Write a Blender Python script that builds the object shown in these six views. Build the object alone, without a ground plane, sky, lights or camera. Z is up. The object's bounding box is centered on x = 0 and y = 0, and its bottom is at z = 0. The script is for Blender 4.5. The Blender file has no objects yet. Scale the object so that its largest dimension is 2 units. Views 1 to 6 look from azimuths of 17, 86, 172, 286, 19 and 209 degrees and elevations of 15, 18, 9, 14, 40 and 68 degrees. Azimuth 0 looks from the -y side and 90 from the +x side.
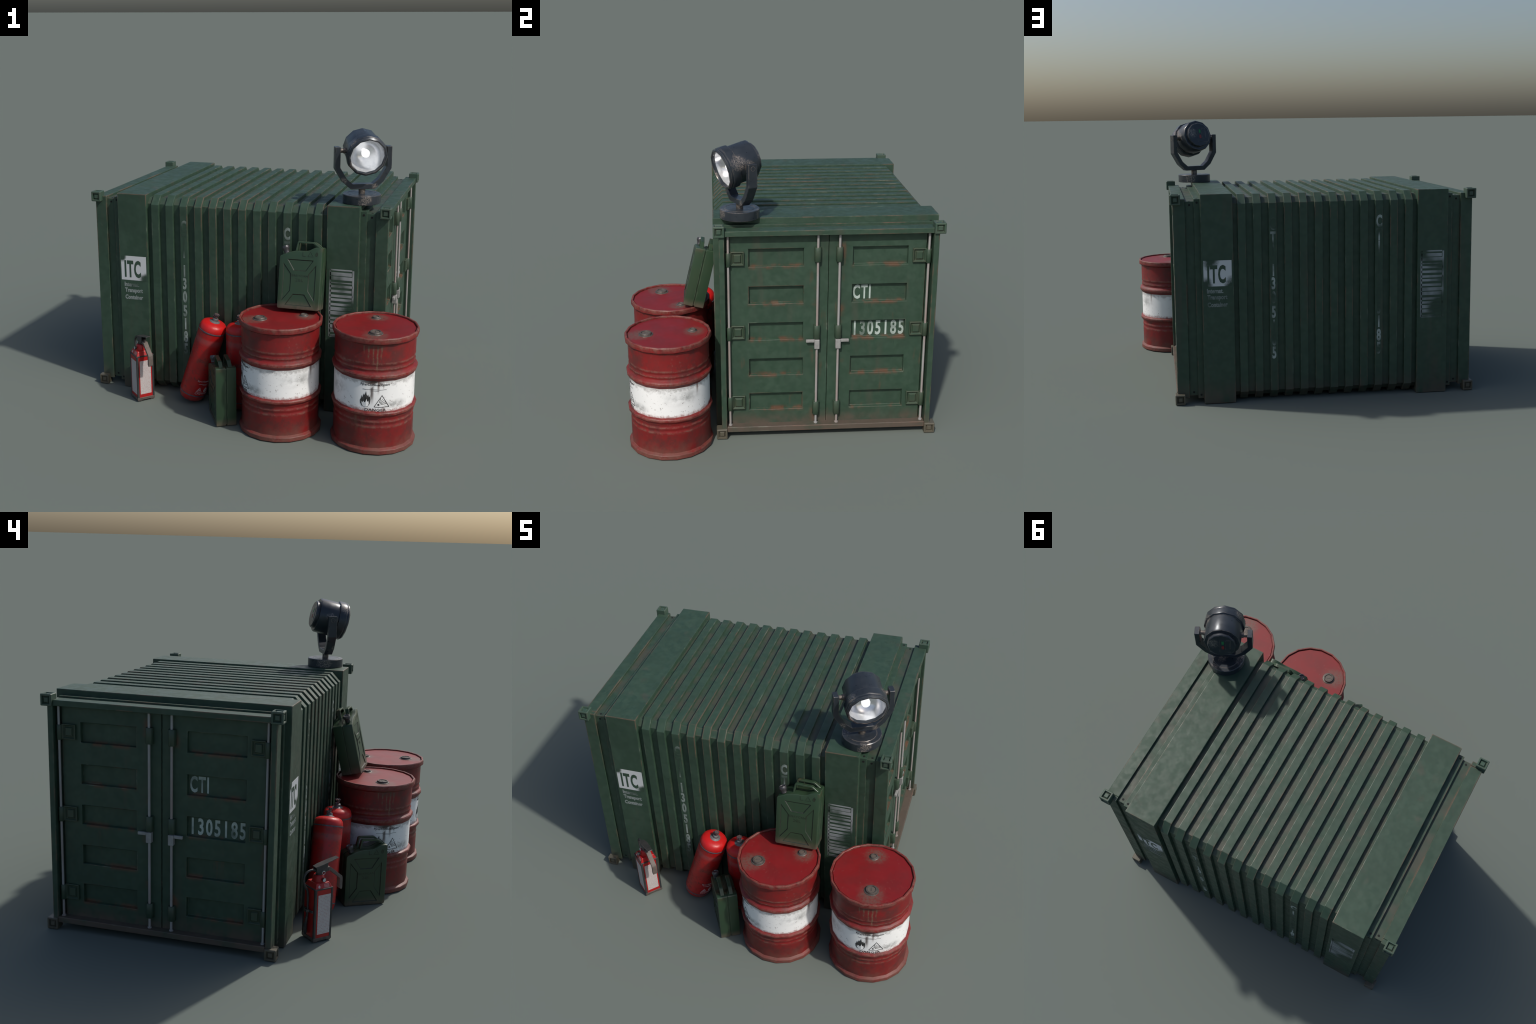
import bpy, bmesh, math, random
from mathutils import Vector, Matrix

rad = math.radians
ROOT = bpy.context.scene.collection

# ------------------------------------------------------------------ colours
def lin(r, g, b):
    f = lambda c: (c / 255 / 12.92) if c <= 10 else ((c / 255 + 0.055) / 1.055) ** 2.4
    return (f(r), f(g), f(b), 1.0)


# ------------------------------------------------------------------ node helper
class Mat:
    """small helper that builds one procedural Principled material"""

    def __init__(self, name, space="OBJECT"):
        self.m = bpy.data.materials.new(name)
        self.m.use_nodes = True
        self.t = self.m.node_tree
        self.b = next(n for n in self.t.nodes if n.type == "BSDF_PRINCIPLED")
        if space == "WORLD":
            self.p = self.new("ShaderNodeNewGeometry").outputs["Position"]
        else:
            self.p = self.new("ShaderNodeTexCoord").outputs["Object"]

    def new(self, kind):
        return self.t.nodes.new(kind)

    def put(self, socket, v):
        if hasattr(v, "is_output"):
            self.t.links.new(v, socket)
        elif v is not None:
            socket.default_value = v

    def math(self, op, a, b=None, c=None, clamp=False):
        n = self.new("ShaderNodeMath")
        n.operation = op
        n.use_clamp = clamp
        for i, v in enumerate((a, b, c)):
            if v is not None:
                self.put(n.inputs[i], v)
        return n.outputs[0]

    def mul(self, *a):
        out = a[0]
        for v in a[1:]:
            out = self.math("MULTIPLY", out, v)
        return out

    def noise(self, scale, detail=4.0, rough=0.55, stretch=None, shift=(0, 0, 0), distort=0.0):
        n = self.new("ShaderNodeTexNoise")
        n.inputs["Scale"].default_value = scale
        n.inputs["Detail"].default_value = detail
        n.inputs["Roughness"].default_value = rough
        n.inputs["Distortion"].default_value = distort
        mp = self.new("ShaderNodeMapping")
        mp.inputs["Scale"].default_value = stretch or (1, 1, 1)
        mp.inputs["Location"].default_value = shift
        self.put(mp.inputs["Vector"], self.p)
        self.put(n.inputs["Vector"], mp.outputs[0])
        return n.outputs["Fac"]

    def step(self, v, a, b):
        """0 at a, 1 at b, smooth between"""
        n = self.new("ShaderNodeMapRange")
        n.interpolation_type = "SMOOTHSTEP"
        self.put(n.inputs[0], v)
        lo, hi, t0, t1 = (a, b, 0.0, 1.0) if a < b else (b, a, 1.0, 0.0)
        n.inputs[1].default_value, n.inputs[2].default_value = lo, hi
        n.inputs[3].default_value, n.inputs[4].default_value = t0, t1
        return n.outputs[0]

    def mix(self, f, a, b):
        n = self.new("ShaderNodeMix")
        n.data_type = "RGBA"
        self.put(n.inputs[0], f)
        self.put(n.inputs[6], a)
        self.put(n.inputs[7], b)
        return n.outputs[2]

    def xyz(self):
        n = self.new("ShaderNodeSeparateXYZ")
        self.put(n.inputs[0], self.p)
        return n.outputs[0], n.outputs[1], n.outputs[2]

    def up(self):
        g = self.new("ShaderNodeNewGeometry")
        n = self.new("ShaderNodeSeparateXYZ")
        self.put(n.inputs[0], g.outputs["Normal"])
        return n.outputs[2]

    def bump_at(self, x, x0, w):
        """1 at x0, falling to 0 at distance w"""
        return self.step(self.math("ABSOLUTE", self.math("SUBTRACT", x, x0)), w, 0.0)

    def edge(self, radius):
        bv = self.new("ShaderNodeBevel")
        bv.samples = 6
        bv.inputs["Radius"].default_value = radius
        g = self.new("ShaderNodeNewGeometry")
        d = self.new("ShaderNodeVectorMath")
        d.operation = "DOT_PRODUCT"
        self.put(d.inputs[0], bv.outputs[0])
        self.put(d.inputs[1], g.outputs["Normal"])
        return self.step(d.outputs["Value"], 0.995, 0.80)

    def bump(self, h, strength=0.2, dist=0.002):
        n = self.new("ShaderNodeBump")
        n.inputs["Strength"].default_value = strength
        n.inputs["Distance"].default_value = dist
        self.put(n.inputs["Height"], h)
        self.put(self.b.inputs["Normal"], n.outputs[0])

    def done(self, color, rough=0.5, metal=0.0, spec=0.5):
        self.put(self.b.inputs["Base Color"], color)
        self.put(self.b.inputs["Roughness"], rough)
        self.put(self.b.inputs["Metallic"], metal)
        self.b.inputs["Specular IOR Level"].default_value = spec
        return self.m


GREEN, GREEN_LIGHT, GREEN_DARK = lin(46, 69, 54), lin(61, 83, 68), lin(39, 59, 46)
RUST, BROWN, RUST_ORANGE = lin(112, 82, 68), lin(74, 70, 60), lin(106, 64, 46)


def container_paint(name, kind="wall"):
    m = Mat(name, "WORLD")
    x, y, z = m.xyz()
    mott = m.step(m.noise(26, 3, 0.5), 0.38, 0.66)
    big = m.step(m.noise(5.5, 3, 0.5, shift=(3, 1, 2)), 0.35, 0.7)
    col = m.mix(m.mul(mott, 0.42), GREEN, GREEN_LIGHT)
    col = m.mix(m.mul(big, 0.35), col, GREEN_DARK)
    # long dull brown stains running down the walls
    stain = m.step(m.noise(7, 3, 0.6, stretch=(1.6, 1.6, 0.22), shift=(7, 4, 1)), 0.56, 0.78)
    col = m.mix(m.mul(stain, 0.45), col, BROWN)
    if kind == "base":
        # dirt that settles in the valleys of the roof between the ribs
        top = m.step(m.up(), 0.5, 0.9)
        col = m.mix(m.mul(top, m.step(m.noise(9, 3), 0.35, 0.65), 0.7), col, lin(76, 73, 63))
    if kind == "sill":
        col = m.mix(m.mul(m.step(m.noise(8, 4, 0.6, shift=(3, 3, 3)), 0.28, 0.55), 0.9), col, lin(92, 79, 70))
    if kind == "door":
        lat = m.math("ABSOLUTE", m.math("SUBTRACT", y, 0.2432))
        on_panel = m.mul(m.step(lat, 0.115, 0.15), m.step(lat, 0.44, 0.41))
        rows = None
        for zb in (0.984, 0.775, 0.566, 0.357, 0.149):
            r = m.bump_at(z, zb, 0.020)
            rows = r if rows is None else m.math("MAXIMUM", rows, r)
        patch = m.step(m.noise(11, 3, 0.6, stretch=(1, 1, 0.35), shift=(2, 9, 5)), 0.44, 0.60)
        col = m.mix(m.mul(rows, on_panel, patch, 0.65), col, RUST_ORANGE)
        run = m.step(m.noise(16, 3, 0.6, stretch=(1, 1, 0.2), shift=(1, 3, 3)), 0.64, 0.76)
        col = m.mix(m.mul(run, 0.3), col, RUST_ORANGE)
        seam = m.mul(m.bump_at(lat, 0.072, 0.03), m.step(m.noise(6, 3, shift=(5, 5, 0)), 0.52, 0.68))
        col = m.mix(m.mul(seam, 0.7), col, RUST_ORANGE)
        low = m.mul(m.step(z, 0.15, 0.055), m.step(m.noise(9, 4, 0.6), 0.40, 0.66))
        col = m.mix(m.mul(low, 0.9), col, lin(88, 76, 66))
    # dirt thrown up along the bottom
    low = m.mul(m.step(z, 0.17, 0.0), m.step(m.noise(13, 4, 0.6, stretch=(1, 1, 0.4)), 0.25, 0.62))
    col = m.mix(m.mul(low, 0.8 if kind != 'door' else 0.55), col, lin(82, 72, 63))
    # worn and rusty edges
    e = m.edge(0.012 if kind != "door" else 0.007)
    e = m.math("MULTIPLY", e, 2.2, clamp=True)
    more = None
    for c, r in (((0.53, -0.36, 1.22), 0.16), ((-0.74, -0.36, 1.22), 0.14), ((0.60, 0.85, 1.22), 0.12), ((-0.66, 0.85, 1.22), 0.12), ((-0.12, -0.31, 1.20), 0.30)):
        d = m.new("ShaderNodeVectorMath")
        d.operation = "DISTANCE"
        m.put(d.inputs[0], m.p)
        d.inputs[1].default_value = c
        q = m.step(d.outputs["Value"], r, r * 0.3)
        more = q if more is None else m.math("MAXIMUM", more, q)
    worn = m.mul(e, m.step(m.math("ADD", m.noise(4.5, 6, 0.7, shift=(4, 0, 8)), m.mul(more, 0.14)), 0.50, 0.63))
    col = m.mix(m.mul(worn, 0.95 if kind != 'door' else 0.5), col, RUST)
    pale = m.mul(e, m.step(m.noise(7, 5, 0.65, shift=(9, 2, 8)), 0.56, 0.68))
    col = m.mix(m.mul(pale, 0.6), col, lin(128, 134, 120))
    m.bump(m.noise(15, 2, 0.5, shift=(1, 1, 1)), 0.30, 0.006)
    gloss = m.step(m.noise(24, 3, 0.5, shift=(6, 1, 2)), 0.36, 0.64)
    return m.done(col, m.math("ADD", m.mul(gloss, 0.16), 0.47), 0.0, 0.5)


def stencil_paint(name, low, high, tint=(186, 190, 190), scale=9.0, shift=(0, 0, 0), spots=()):
    m = Mat(name, "WORLD")
    keep = m.step(m.noise(scale, 2, 0.5, shift=shift), low, high)
    for c, r in spots:
        d = m.new("ShaderNodeVectorMath")
        d.operation = "DISTANCE"
        m.put(d.inputs[0], m.p)
        d.inputs[1].default_value = c
        dd = m.math("ADD", d.outputs["Value"], m.mul(m.math("SUBTRACT", m.noise(22, 3), 0.5), 0.06))
        keep = m.mul(keep, m.step(dd, r * 0.5, r * 1.35))
    col = m.mix(keep, lin(46, 66, 53), lin(*tint))
    return m.done(col, 0.6)


def casting_paint():
    m = Mat("casting_paint", "WORLD")
    x, y, z = m.xyz()
    n = m.step(m.noise(30, 4, 0.6), 0.35, 0.65)
    col = m.mix(n, lin(56, 80, 66), lin(64, 80, 68))
    col = m.mix(m.mul(m.edge(0.005), m.step(m.noise(20, 3), 0.35, 0.6), 0.7), col, lin(100, 88, 76))
    col = m.mix(m.mul(m.step(z, 0.5, 0.1), 0.75), col, lin(92, 82, 70))
    return m.done(col, 0.5)


def simple(name, rgb, rough=0.5, metal=0.0, var=None, scale=30, amount=0.6, edge=None, edge_r=0.004, space="OBJECT", glow=0.0):
    m = Mat(name, space)
    col = lin(*rgb)
    if var:
        col = m.mix(m.mul(m.step(m.noise(scale, 4, 0.6), 0.35, 0.7), amount), col, lin(*var))
    if edge:
        col = m.mix(m.mul(m.edge(edge_r), m.step(m.noise(scale * 0.8, 4, 0.6, shift=(5, 2, 1)), 0.35, 0.6), 0.8), col, lin(*edge))
    if glow:  # only the bright white piece in the middle of the lamp head
        m.b.inputs["Emission Color"].default_value = (1, 1, 1, 1)
        m.b.inputs["Emission Strength"].default_value = glow
    return m.done(col, rough, metal)


def bar_steel():
    m = Mat("bar_steel", "WORLD")
    n = m.step(m.noise(9, 3, 0.6, stretch=(1, 1, 0.4)), 0.40, 0.65)
    col = m.mix(n, lin(154, 153, 152), lin(148, 136, 131))
    return m.done(col, 0.45, 0.0)


RED, RED_DULL, GRIME = lin(122, 20, 21), lin(98, 30, 29), lin(98, 78, 66)


def barrel_red():
    m = Mat("barrel_red_paint")
    x, y, z = m.xyz()
    th = m.math("ARCTAN2", y, x)
    col = m.mix(m.mul(m.step(m.noise(9, 4, 0.6), 0.42, 0.7), 0.6), RED, RED_DULL)
    fine = m.step(m.noise(60, 5, 0.7, shift=(2, 2, 2)), 0.56, 0.74)
    col = m.mix(m.mul(fine, m.step(m.noise(12, 3, shift=(8, 1, 1)), 0.34, 0.58), 0.7), col, lin(122, 76, 72))
    soot = m.mul(m.step(m.noise(8, 7, 0.8, shift=(4, 4, 1)), 0.44, 0.62), 0.75)
    col = m.mix(soot, col, lin(78, 36, 34))
    # rust along rim, hoops and foot
    band = m.bump_at(z, 0.640, 0.022)
    for z0, w in ((0.440, 0.018), (0.232, 0.016), (0.016, 0.03), (0.507, 0.010), (0.477, 0.008), (0.152, 0.010), (0.184, 0.008)):
        band = m.math("MAXIMUM", band, m.bump_at(z, z0, w))
    rim = m.mul(band, m.step(m.noise(36, 5, 0.75, shift=(1, 6, 2)), 0.38, 0.62))
    col = m.mix(m.mul(rim, 0.85), col, lin(122, 80, 70))
    foot = m.mul(m.step(z, 0.13, 0.02), m.step(m.noise(15, 5, 0.65), 0.32, 0.66))
    col = m.mix(m.mul(foot, 0.75), col, lin(104, 66, 57))
    # stain below the big bung, with runs
    grain = m.step(m.noise(46, 4, 0.65), 0.30, 0.58)
    wob = m.mul(m.math("SUBTRACT", m.noise(26, 2, stretch=(0.3, 0.3, 1)), 0.5), 0.05)
    tw = m.math("ADD", th, wob)
    for a0, zb, wd in ((-98.4, 0.525, 1.7), (-92.0, 0.505, 1.7), (-86.1, 0.462, 1.9), (-80.9, 0.535, 1.6), (-105, 0.56, 1.4)):
        d = m.mul(m.bump_at(tw, rad(a0), rad(wd)), m.step(z, zb - 0.01, zb + 0.03), m.step(z, 0.61, 0.60), grain)
        col = m.mix(m.mul(d, 0.85), col, lin(112, 92, 74))
    upper = m.mul(m.bump_at(th, rad(-90), rad(22)), m.step(z, 0.572, 0.60), m.step(z, 0.640, 0.60))
    col = m.mix(m.mul(upper, grain, 0.9), col, lin(70, 56, 46))
    lowrun = m.mul(m.bump_at(th, rad(-113), rad(16)), m.step(z, 0.07, 0.18), m.step(z, 0.24, 0.20), m.step(m.noise(26, 3, 0.6, stretch=(1, 1, 0.2)), 0.42, 0.62))
    col = m.mix(m.mul(lowrun, 0.7), col, lin(116, 84, 64))
    e = m.mul(m.edge(0.005), m.step(m.noise(24, 5, 0.7, shift=(6, 2, 2)), 0.38, 0.58))
    col = m.mix(m.mul(e, 0.75), col, lin(150, 104, 92))
    return m.done(col, m.math("ADD", m.mul(m.noise(14), 0.3), 0.36), 0.0, 0.5)


def barrel_lid():
    m = Mat("barrel_lid_paint")
    x, y, z = m.xyz()
    col = m.mix(m.mul(m.step(m.noise(9, 4, 0.6), 0.42, 0.7), 0.45), lin(124, 19, 22), RED_DULL)
    fine = m.step(m.noise(55, 5, 0.7, shift=(2, 2, 2)), 0.58, 0.76)
    col = m.mix(m.mul(fine, m.step(m.noise(9, 3, shift=(4, 1, 1)), 0.38, 0.6), 0.7), col, lin(132, 82, 76))

    def spot(cx, cy, r, stretch):
        dx = m.math("SUBTRACT", x, cx)
        dy = m.mul(m.math("SUBTRACT", y, cy), stretch)
        d = m.math("SQRT", m.math("ADD", m.mul(dx, dx), m.mul(dy, dy)))
        d = m.math("ADD", d, m.mul(m.math("SUBTRACT", m.noise(22, 5, 0.7), 0.5), 0.075))
        return m.step(d, r, r * 0.30)

    s = m.math("MAXIMUM", spot(0.0, -0.150, 0.088, 0.85), spot(0.01, 0.140, 0.078, 1.0))
    col = m.mix(m.mul(s, m.step(m.noise(90, 4, 0.7), 0.25, 0.6), 0.9), col, lin(98, 76, 66))
    return m.done(col, m.math("ADD", m.mul(m.noise(14), 0.25), 0.38), 0.0, 0.5)


def barrel_white():
    m = Mat("barrel_white_band")
    x, y, z = m.xyz()
    th = m.math("ARCTAN2", y, x)
    col = m.mix(m.mul(m.step(m.noise(7, 3), 0.35, 0.7), 0.35), lin(242, 242, 241), lin(222, 224, 224))
    # grey smudges
    for a0, z0, wa, wz in ((13, 0.352, 38, 0.055), (-52, 0.275, 18, 0.035), (-62, 0.285, 20, 0.03), (120, 0.30, 40, 0.05), (-150, 0.34, 26, 0.05)):
        s = m.mul(m.bump_at(th, rad(a0), rad(wa)), m.bump_at(z, z0, wz), m.step(m.noise(20, 4, 0.6), 0.32, 0.66))
        col = m.mix(m.mul(s, 0.75), col, lin(126, 128, 126))
    speck = m.step(m.noise(75, 3, 0.6, shift=(1, 1, 4)), 0.61, 0.70)
    col = m.mix(m.mul(speck, m.step(m.noise(8, 2, shift=(0, 3, 3)), 0.38, 0.6), 0.7), col, lin(110, 96, 90))
    # ragged dirt under the upper hoop, red wear over the lower hoop
    rag = m.math("ADD", z, m.mul(m.math("SUBTRACT", m.noise(38, 5, 0.7), 0.5), 0.09))
    front = m.math("MAXIMUM", m.bump_at(th, rad(-90), rad(42)), 0.45)
    col = m.mix(m.mul(m.step(rag, 0.382, 0.410), front), col, lin(72, 58, 52))
    rag2 = m.math("ADD", z, m.mul(m.math("SUBTRACT", m.noise(44, 5, 0.7, shift=(2, 0, 0)), 0.5), 0.06))
    col = m.mix(m.mul(m.step(rag2, 0.264, 0.236), 0.85), col, lin(136, 66, 58))
    # rusty runs
    for a0, w, zb, c in ((-92.5, 4.0, 0.27, (74, 58, 52)), (-83.5, 2.6, 0.325, (96, 70, 62)), (36, 2.6, 0.335, (104, 74, 64))):
        s = m.mul(m.bump_at(th, rad(a0), rad(w)), m.step(z, zb, zb + 0.07), m.step(m.noise(50, 3), 0.2, 0.5))
        col = m.mix(m.mul(s, 0.9), col, lin(*c))
    return m.done(col, 0.5, 0.0, 0.4)


def jerry_green():
    m = Mat("jerrycan_paint")
    x, y, z = m.xyz()
    col = m.mix(m.mul(m.step(m.noise(16, 4, 0.6), 0.38, 0.7), 0.5), lin(43, 65, 46), lin(49, 66, 46))
    e = m.edge(0.0045)
    in_face = m.mul(m.step(x, 0.013, 0.018), m.step(x, 0.224, 0.219), m.step(z, 0.010, 0.015), m.step(z, 0.290, 0.284))
    col = m.mix(m.mul(m.math("MULTIPLY", e, 2.6, clamp=True), in_face, m.step(m.noise(30, 4, 0.6), 0.22, 0.48), 0.9), col, lin(22, 28, 22))
    e = m.mul(e, m.math("SUBTRACT", 1.0, in_face))
    col = m.mix(m.mul(e, m.step(m.noise(20, 4, 0.6), 0.36, 0.58), 0.7), col, lin(118, 126, 108))
    low = m.mul(m.step(z, 0.055, 0.0), m.step(m.noise(24, 4, 0.65, stretch=(1, 1, 0.3)), 0.22, 0.58))
    col = m.mix(m.mul(low, 0.85), col, lin(104, 90, 78))
    top = m.mul(m.step(z, 0.318, 0.34), m.step(m.noise(18, 3, 0.5), 0.5, 0.66))
    col = m.mix(m.mul(top, 0.4), col, lin(84, 62, 48))
    return m.done(col, m.math("ADD", m.mul(m.noise(20), 0.2), 0.28), 0.0, 0.5)


def cylinder_red():
    m = Mat("cylinder_red_paint")
    x, y, z = m.xyz()
    col = m.mix(m.mul(m.step(m.noise(14, 4, 0.6), 0.38, 0.7), 0.55), lin(172, 22, 23), lin(128, 30, 30))
    fine = m.step(m.noise(58, 6, 0.78, shift=(2, 2, 2)), 0.48, 0.64)
    col = m.mix(m.mul(fine, m.step(m.noise(11, 3, shift=(8, 1, 1)), 0.34, 0.58), 0.8), col, lin(86, 46, 43))
    dirt = m.mul(m.bump_at(z, 0.285, 0.07), m.step(m.noise(9, 4, 0.6, shift=(1.5, 2, 0)), 0.52, 0.68))
    col = m.mix(m.mul(dirt, 0.7), col, lin(88, 58, 50))
    haze = m.mul(m.step(z, 0.38, 0.41), m.step(z, 0.435, 0.42))
    col = m.mix(m.mul(haze, 0.35), col, lin(140, 92, 92))
    foot = m.mul(m.step(z, 0.12, 0.0), m.step(m.noise(22, 4, 0.6), 0.35, 0.62))
    col = m.mix(m.mul(foot, 0.5), col, lin(120, 68, 64))
    dome = m.step(z, 0.476, 0.484)
    col = m.mix(m.mul(dome, 0.5), col, lin(208, 26, 26))
    return m.done(col, m.math("ADD", m.mul(fine, 0.2), 0.37), 0.0, 0.5)


def lamp_paint():
    m = Mat("floodlight_paint")
    col = m.mix(m.mul(m.step(m.noise(20, 4, 0.6), 0.35, 0.7), 0.6), lin(50, 56, 63), lin(62, 67, 73))
    scr = m.step(m.noise(150, 5, 0.8), 0.44, 0.58)
    patch = None
    # places where the paint is scuffed through
    for c, r in (((0.098, -0.050, 0.318), 0.050), ((0.106, 0.004, 0.300), 0.036), ((-0.100, 0.0, 0.305), 0.034), ((0.0, -0.105, 0.040), 0.040), ((-0.020, -0.104, 0.012), 0.030),
                 ((0.070, 0.080, 0.030), 0.045), ((-0.095, 0.030, 0.030), 0.050), ((0.068, -0.026, 0.092), 0.022), ((-0.112, -0.026, 0.125), 0.024), ((-0.085, -0.115, 0.215), 0.040),
                 ((-0.090, -0.095, 0.350), 0.035), ((0.02, 0.02, 0.054), 0.030), ((0.05, 0.09, 0.330), 0.04)):
        d = m.new("ShaderNodeVectorMath")
        d.operation = "DISTANCE"
        m.put(d.inputs[0], m.p)
        d.inputs[1].default_value = c
        dd = m.math("ADD", d.outputs["Value"], m.mul(m.math("SUBTRACT", m.noise(40, 4, 0.6), 0.5), r * 1.1))
        q = m.step(dd, r, r * 0.45)
        patch = q if patch is None else m.math("MAXIMUM", patch, q)
    col = m.mix(m.mul(patch, scr, 0.9), col, lin(146, 136, 128))
    e = m.mul(m.math("MULTIPLY", m.edge(0.0035), 1.8, clamp=True), m.step(m.noise(26, 4, 0.65, shift=(3, 0, 4)), 0.40, 0.56))
    col = m.mix(m.mul(e, 0.9), col, lin(158, 144, 132))
    return m.done(col, m.math("ADD", m.mul(m.noise(40, 4), 0.25), 0.19), 0.3, 0.5)


def label_paper():
    m = Mat("label_print")
    x, y, z = m.xyz()
    lines = m.step(m.math("SINE", m.mul(z, 820.0)), -0.2, 0.5)
    words = m.step(m.noise(240, 3, 0.7, stretch=(1, 1, 0.5)), 0.40, 0.58)
    col = m.mix(m.mul(lines, words, 0.55), lin(192, 187, 185), lin(164, 96, 96))
    col = m.mix(m.mul(m.step(m.noise(30, 4, 0.6), 0.5, 0.75), 0.3), col, lin(140, 130, 128))
    return m.done(col, 0.55)


M = {
    "wall": container_paint("container_paint"),
    "base": container_paint("container_valley_paint", "base"),
    "door": container_paint("container_door_paint", "door"),
    "sill": container_paint("container_sill_paint", "sill"),
    "casting": casting_paint(),
    "steel": bar_steel(),
    "clamp": simple("clamp_paint", (50, 70, 55), 0.45, 0, (74, 74, 60), 12, 0.35, (104, 84, 66), 0.003, "WORLD"),
    "handle_steel": simple("handle_steel", (150, 150, 148), 0.45, 0, (124, 122, 120), 30, 0.6, None, 0, "WORLD"),
    "stencil": stencil_paint("stencil_letter_paint", 0.36, 0.62, (158, 168, 164), 8.5, (2, 0, 1), [((-0.417, -0.357, 0.97), 0.13), ((0.208, 0.844, 0.41), 0.08), ((0.208, 0.844, 0.86), 0.06), ((-0.417, 0.844, 0.60), 0.14), ((-0.417, 0.844, 0.80), 0.10)]),
    "stencil_faint": stencil_paint("stencil_faint_paint", 0.26, 0.60, (138, 146, 144), 9.0, (1, 4, 0)),
    "stencil_table": stencil_paint("stencil_table_paint", 0.26, 0.60, (146, 152, 154), 8.0, (1, 4, 0.4), [((0.60, -0.366, 0.62), 0.07), ((-0.79, 0.853, 0.52), 0.09), ((-0.67, 0.853, 0.88), 0.04)]),
    "stencil_block": stencil_paint("stencil_block_paint", 0.22, 0.36, (200, 202, 204), 8.0, (0.3, 0, 1.2),
                                   [((-0.660, -0.366, 0.697), 0.045), ((-0.822, -0.366, 0.842), 0.034), ((0.575, 0.853, 0.845), 0.045), ((0.612, 0.853, 0.700), 0.045), ((0.452, 0.853, 0.700), 0.04)]),
    "stencil_door": stencil_paint("stencil_door_paint", 0.20, 0.62, (176, 188, 182), 10.0, (0, 2, 0.8)),
    "hole": simple("dark_hole", (16, 18, 17), 0.8),
    "barrel_red": barrel_red(),
    "barrel_lid": barrel_lid(),
    "barrel_white": barrel_white(),
    "bung": simple("bung_metal", (92, 86, 81), 0.5, 0.3, (68, 60, 54), 60, 0.8, (128, 124, 120), 0.003),
    "bung_plug": simple("bung_plug", (96, 86, 78), 0.6, 0.0, (90, 80, 72), 60, 0.8),
    "print_black": simple("printed_black", (34, 34, 34), 0.6, 0, (120, 118, 116), 60, 0.35),
    "print_white": simple("printed_white", (196, 180, 180), 0.6, 0, (170, 90, 90), 60, 0.6),
    "jerry": jerry_green(),
    "jerry_groove": simple("can_groove_dark", (24, 31, 24), 0.6, 0, (46, 62, 44), 34, 0.55),
    "jerry_mark": simple("embossed_mark", (26, 35, 26), 0.5, 0, (56, 74, 48), 60, 0.4),
    "jerry_cap": simple("cap_metal", (84, 84, 88), 0.35, 0.5, (62, 60, 60), 60, 0.8, (150, 140, 138), 0.004),
    "cyl": cylinder_red(),
    "cyl_ring": simple("weld_ring", (96, 98, 108), 0.4, 0.4, (70, 66, 70), 60, 0.7),
    "cyl_collar": simple("collar_metal", (112, 114, 116), 0.5, 0.3, (88, 80, 76), 50, 0.8),
    "cyl_valve": simple("valve_metal", (92, 88, 92), 0.4, 0.4, (120, 96, 92), 80, 0.8),
    "ext": simple("extinguisher_red", (172, 24, 26), 0.4, 0, (136, 30, 30), 30, 0.6, (220, 120, 110), 0.003),
    "ext_black": simple("extinguisher_black_trim", (46, 48, 50), 0.5, 0, (60, 58, 56), 30, 0.8, (92, 84, 78), 0.004),
    "ext_foot": simple("extinguisher_dusty_foot", (92, 82, 76), 0.6, 0, (64, 60, 58), 50, 0.8),
    "ext_metal": simple("valve_black", (62, 62, 63), 0.4, 0.3, (84, 80, 78), 50, 0.7, (130, 126, 124), 0.003),
    "ext_grip": simple("grip_rubber", (104, 94, 88), 0.65, 0, (86, 78, 72), 50, 0.7),
    "chrome": simple("bright_metal", (190, 192, 194), 0.25, 0.8),
    "dial": simple("gauge_dial", (206, 208, 204), 0.4),
    "label": label_paper(),
    "lamp": lamp_paint(),
    "lamp_stem": simple("stem_metal", (130, 120, 110), 0.45, 0.4, (60, 60, 62), 60, 0.9),
    "reflector": simple("reflector_mirror", (236, 237, 239), 0.20, 0.62, (206, 208, 212), 40, 0.5),
    "bulb": simple("lamp_centre_white", (250, 250, 250), 0.2, glow=0.9),
    "led_green": simple("switch_green", (30, 120, 70), 0.4),
    "led_red": simple("switch_red", (130, 40, 44), 0.4),
}


# ------------------------------------------------------------------ geometry helpers
def thing(name, label, category, loc=(0, 0, 0), rot=(0, 0, 0)):
    o = bpy.data.objects.new(name, None)
    o.empty_display_size = 0.1
    ROOT.objects.link(o)
    o.location, o.rotation_euler = loc, rot
    o["label"], o["category"] = label, category
    return o


def add(name, mesh, parent, mat=None, loc=(0, 0, 0), rot=(0, 0, 0)):
    o = bpy.data.objects.new(name, mesh)
    ROOT.objects.link(o)
    o.parent = parent
    o.location, o.rotation_euler = loc, rot
    if mat and not mesh.materials:
        mesh.materials.append(M[mat])
    return o


def to_mesh(bm, name, smooth=None):
    me = bpy.data.meshes.new(name)
    bmesh.ops.recalc_face_normals(bm, faces=bm.faces[:])
    bm.to_mesh(me)
    bm.free()
    if smooth is not None:
        me.polygons.foreach_set("use_smooth", [True] * len(me.polygons))
        me.set_sharp_from_angle(angle=rad(smooth))
    return me


def chamfer(bm, w, seg=1, edges=None):
    if w:
        bmesh.ops.bevel(bm, geom=edges or bm.edges[:], offset=w, segments=seg, profile=0.6, affect="EDGES", clamp_overlap=True)


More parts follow.
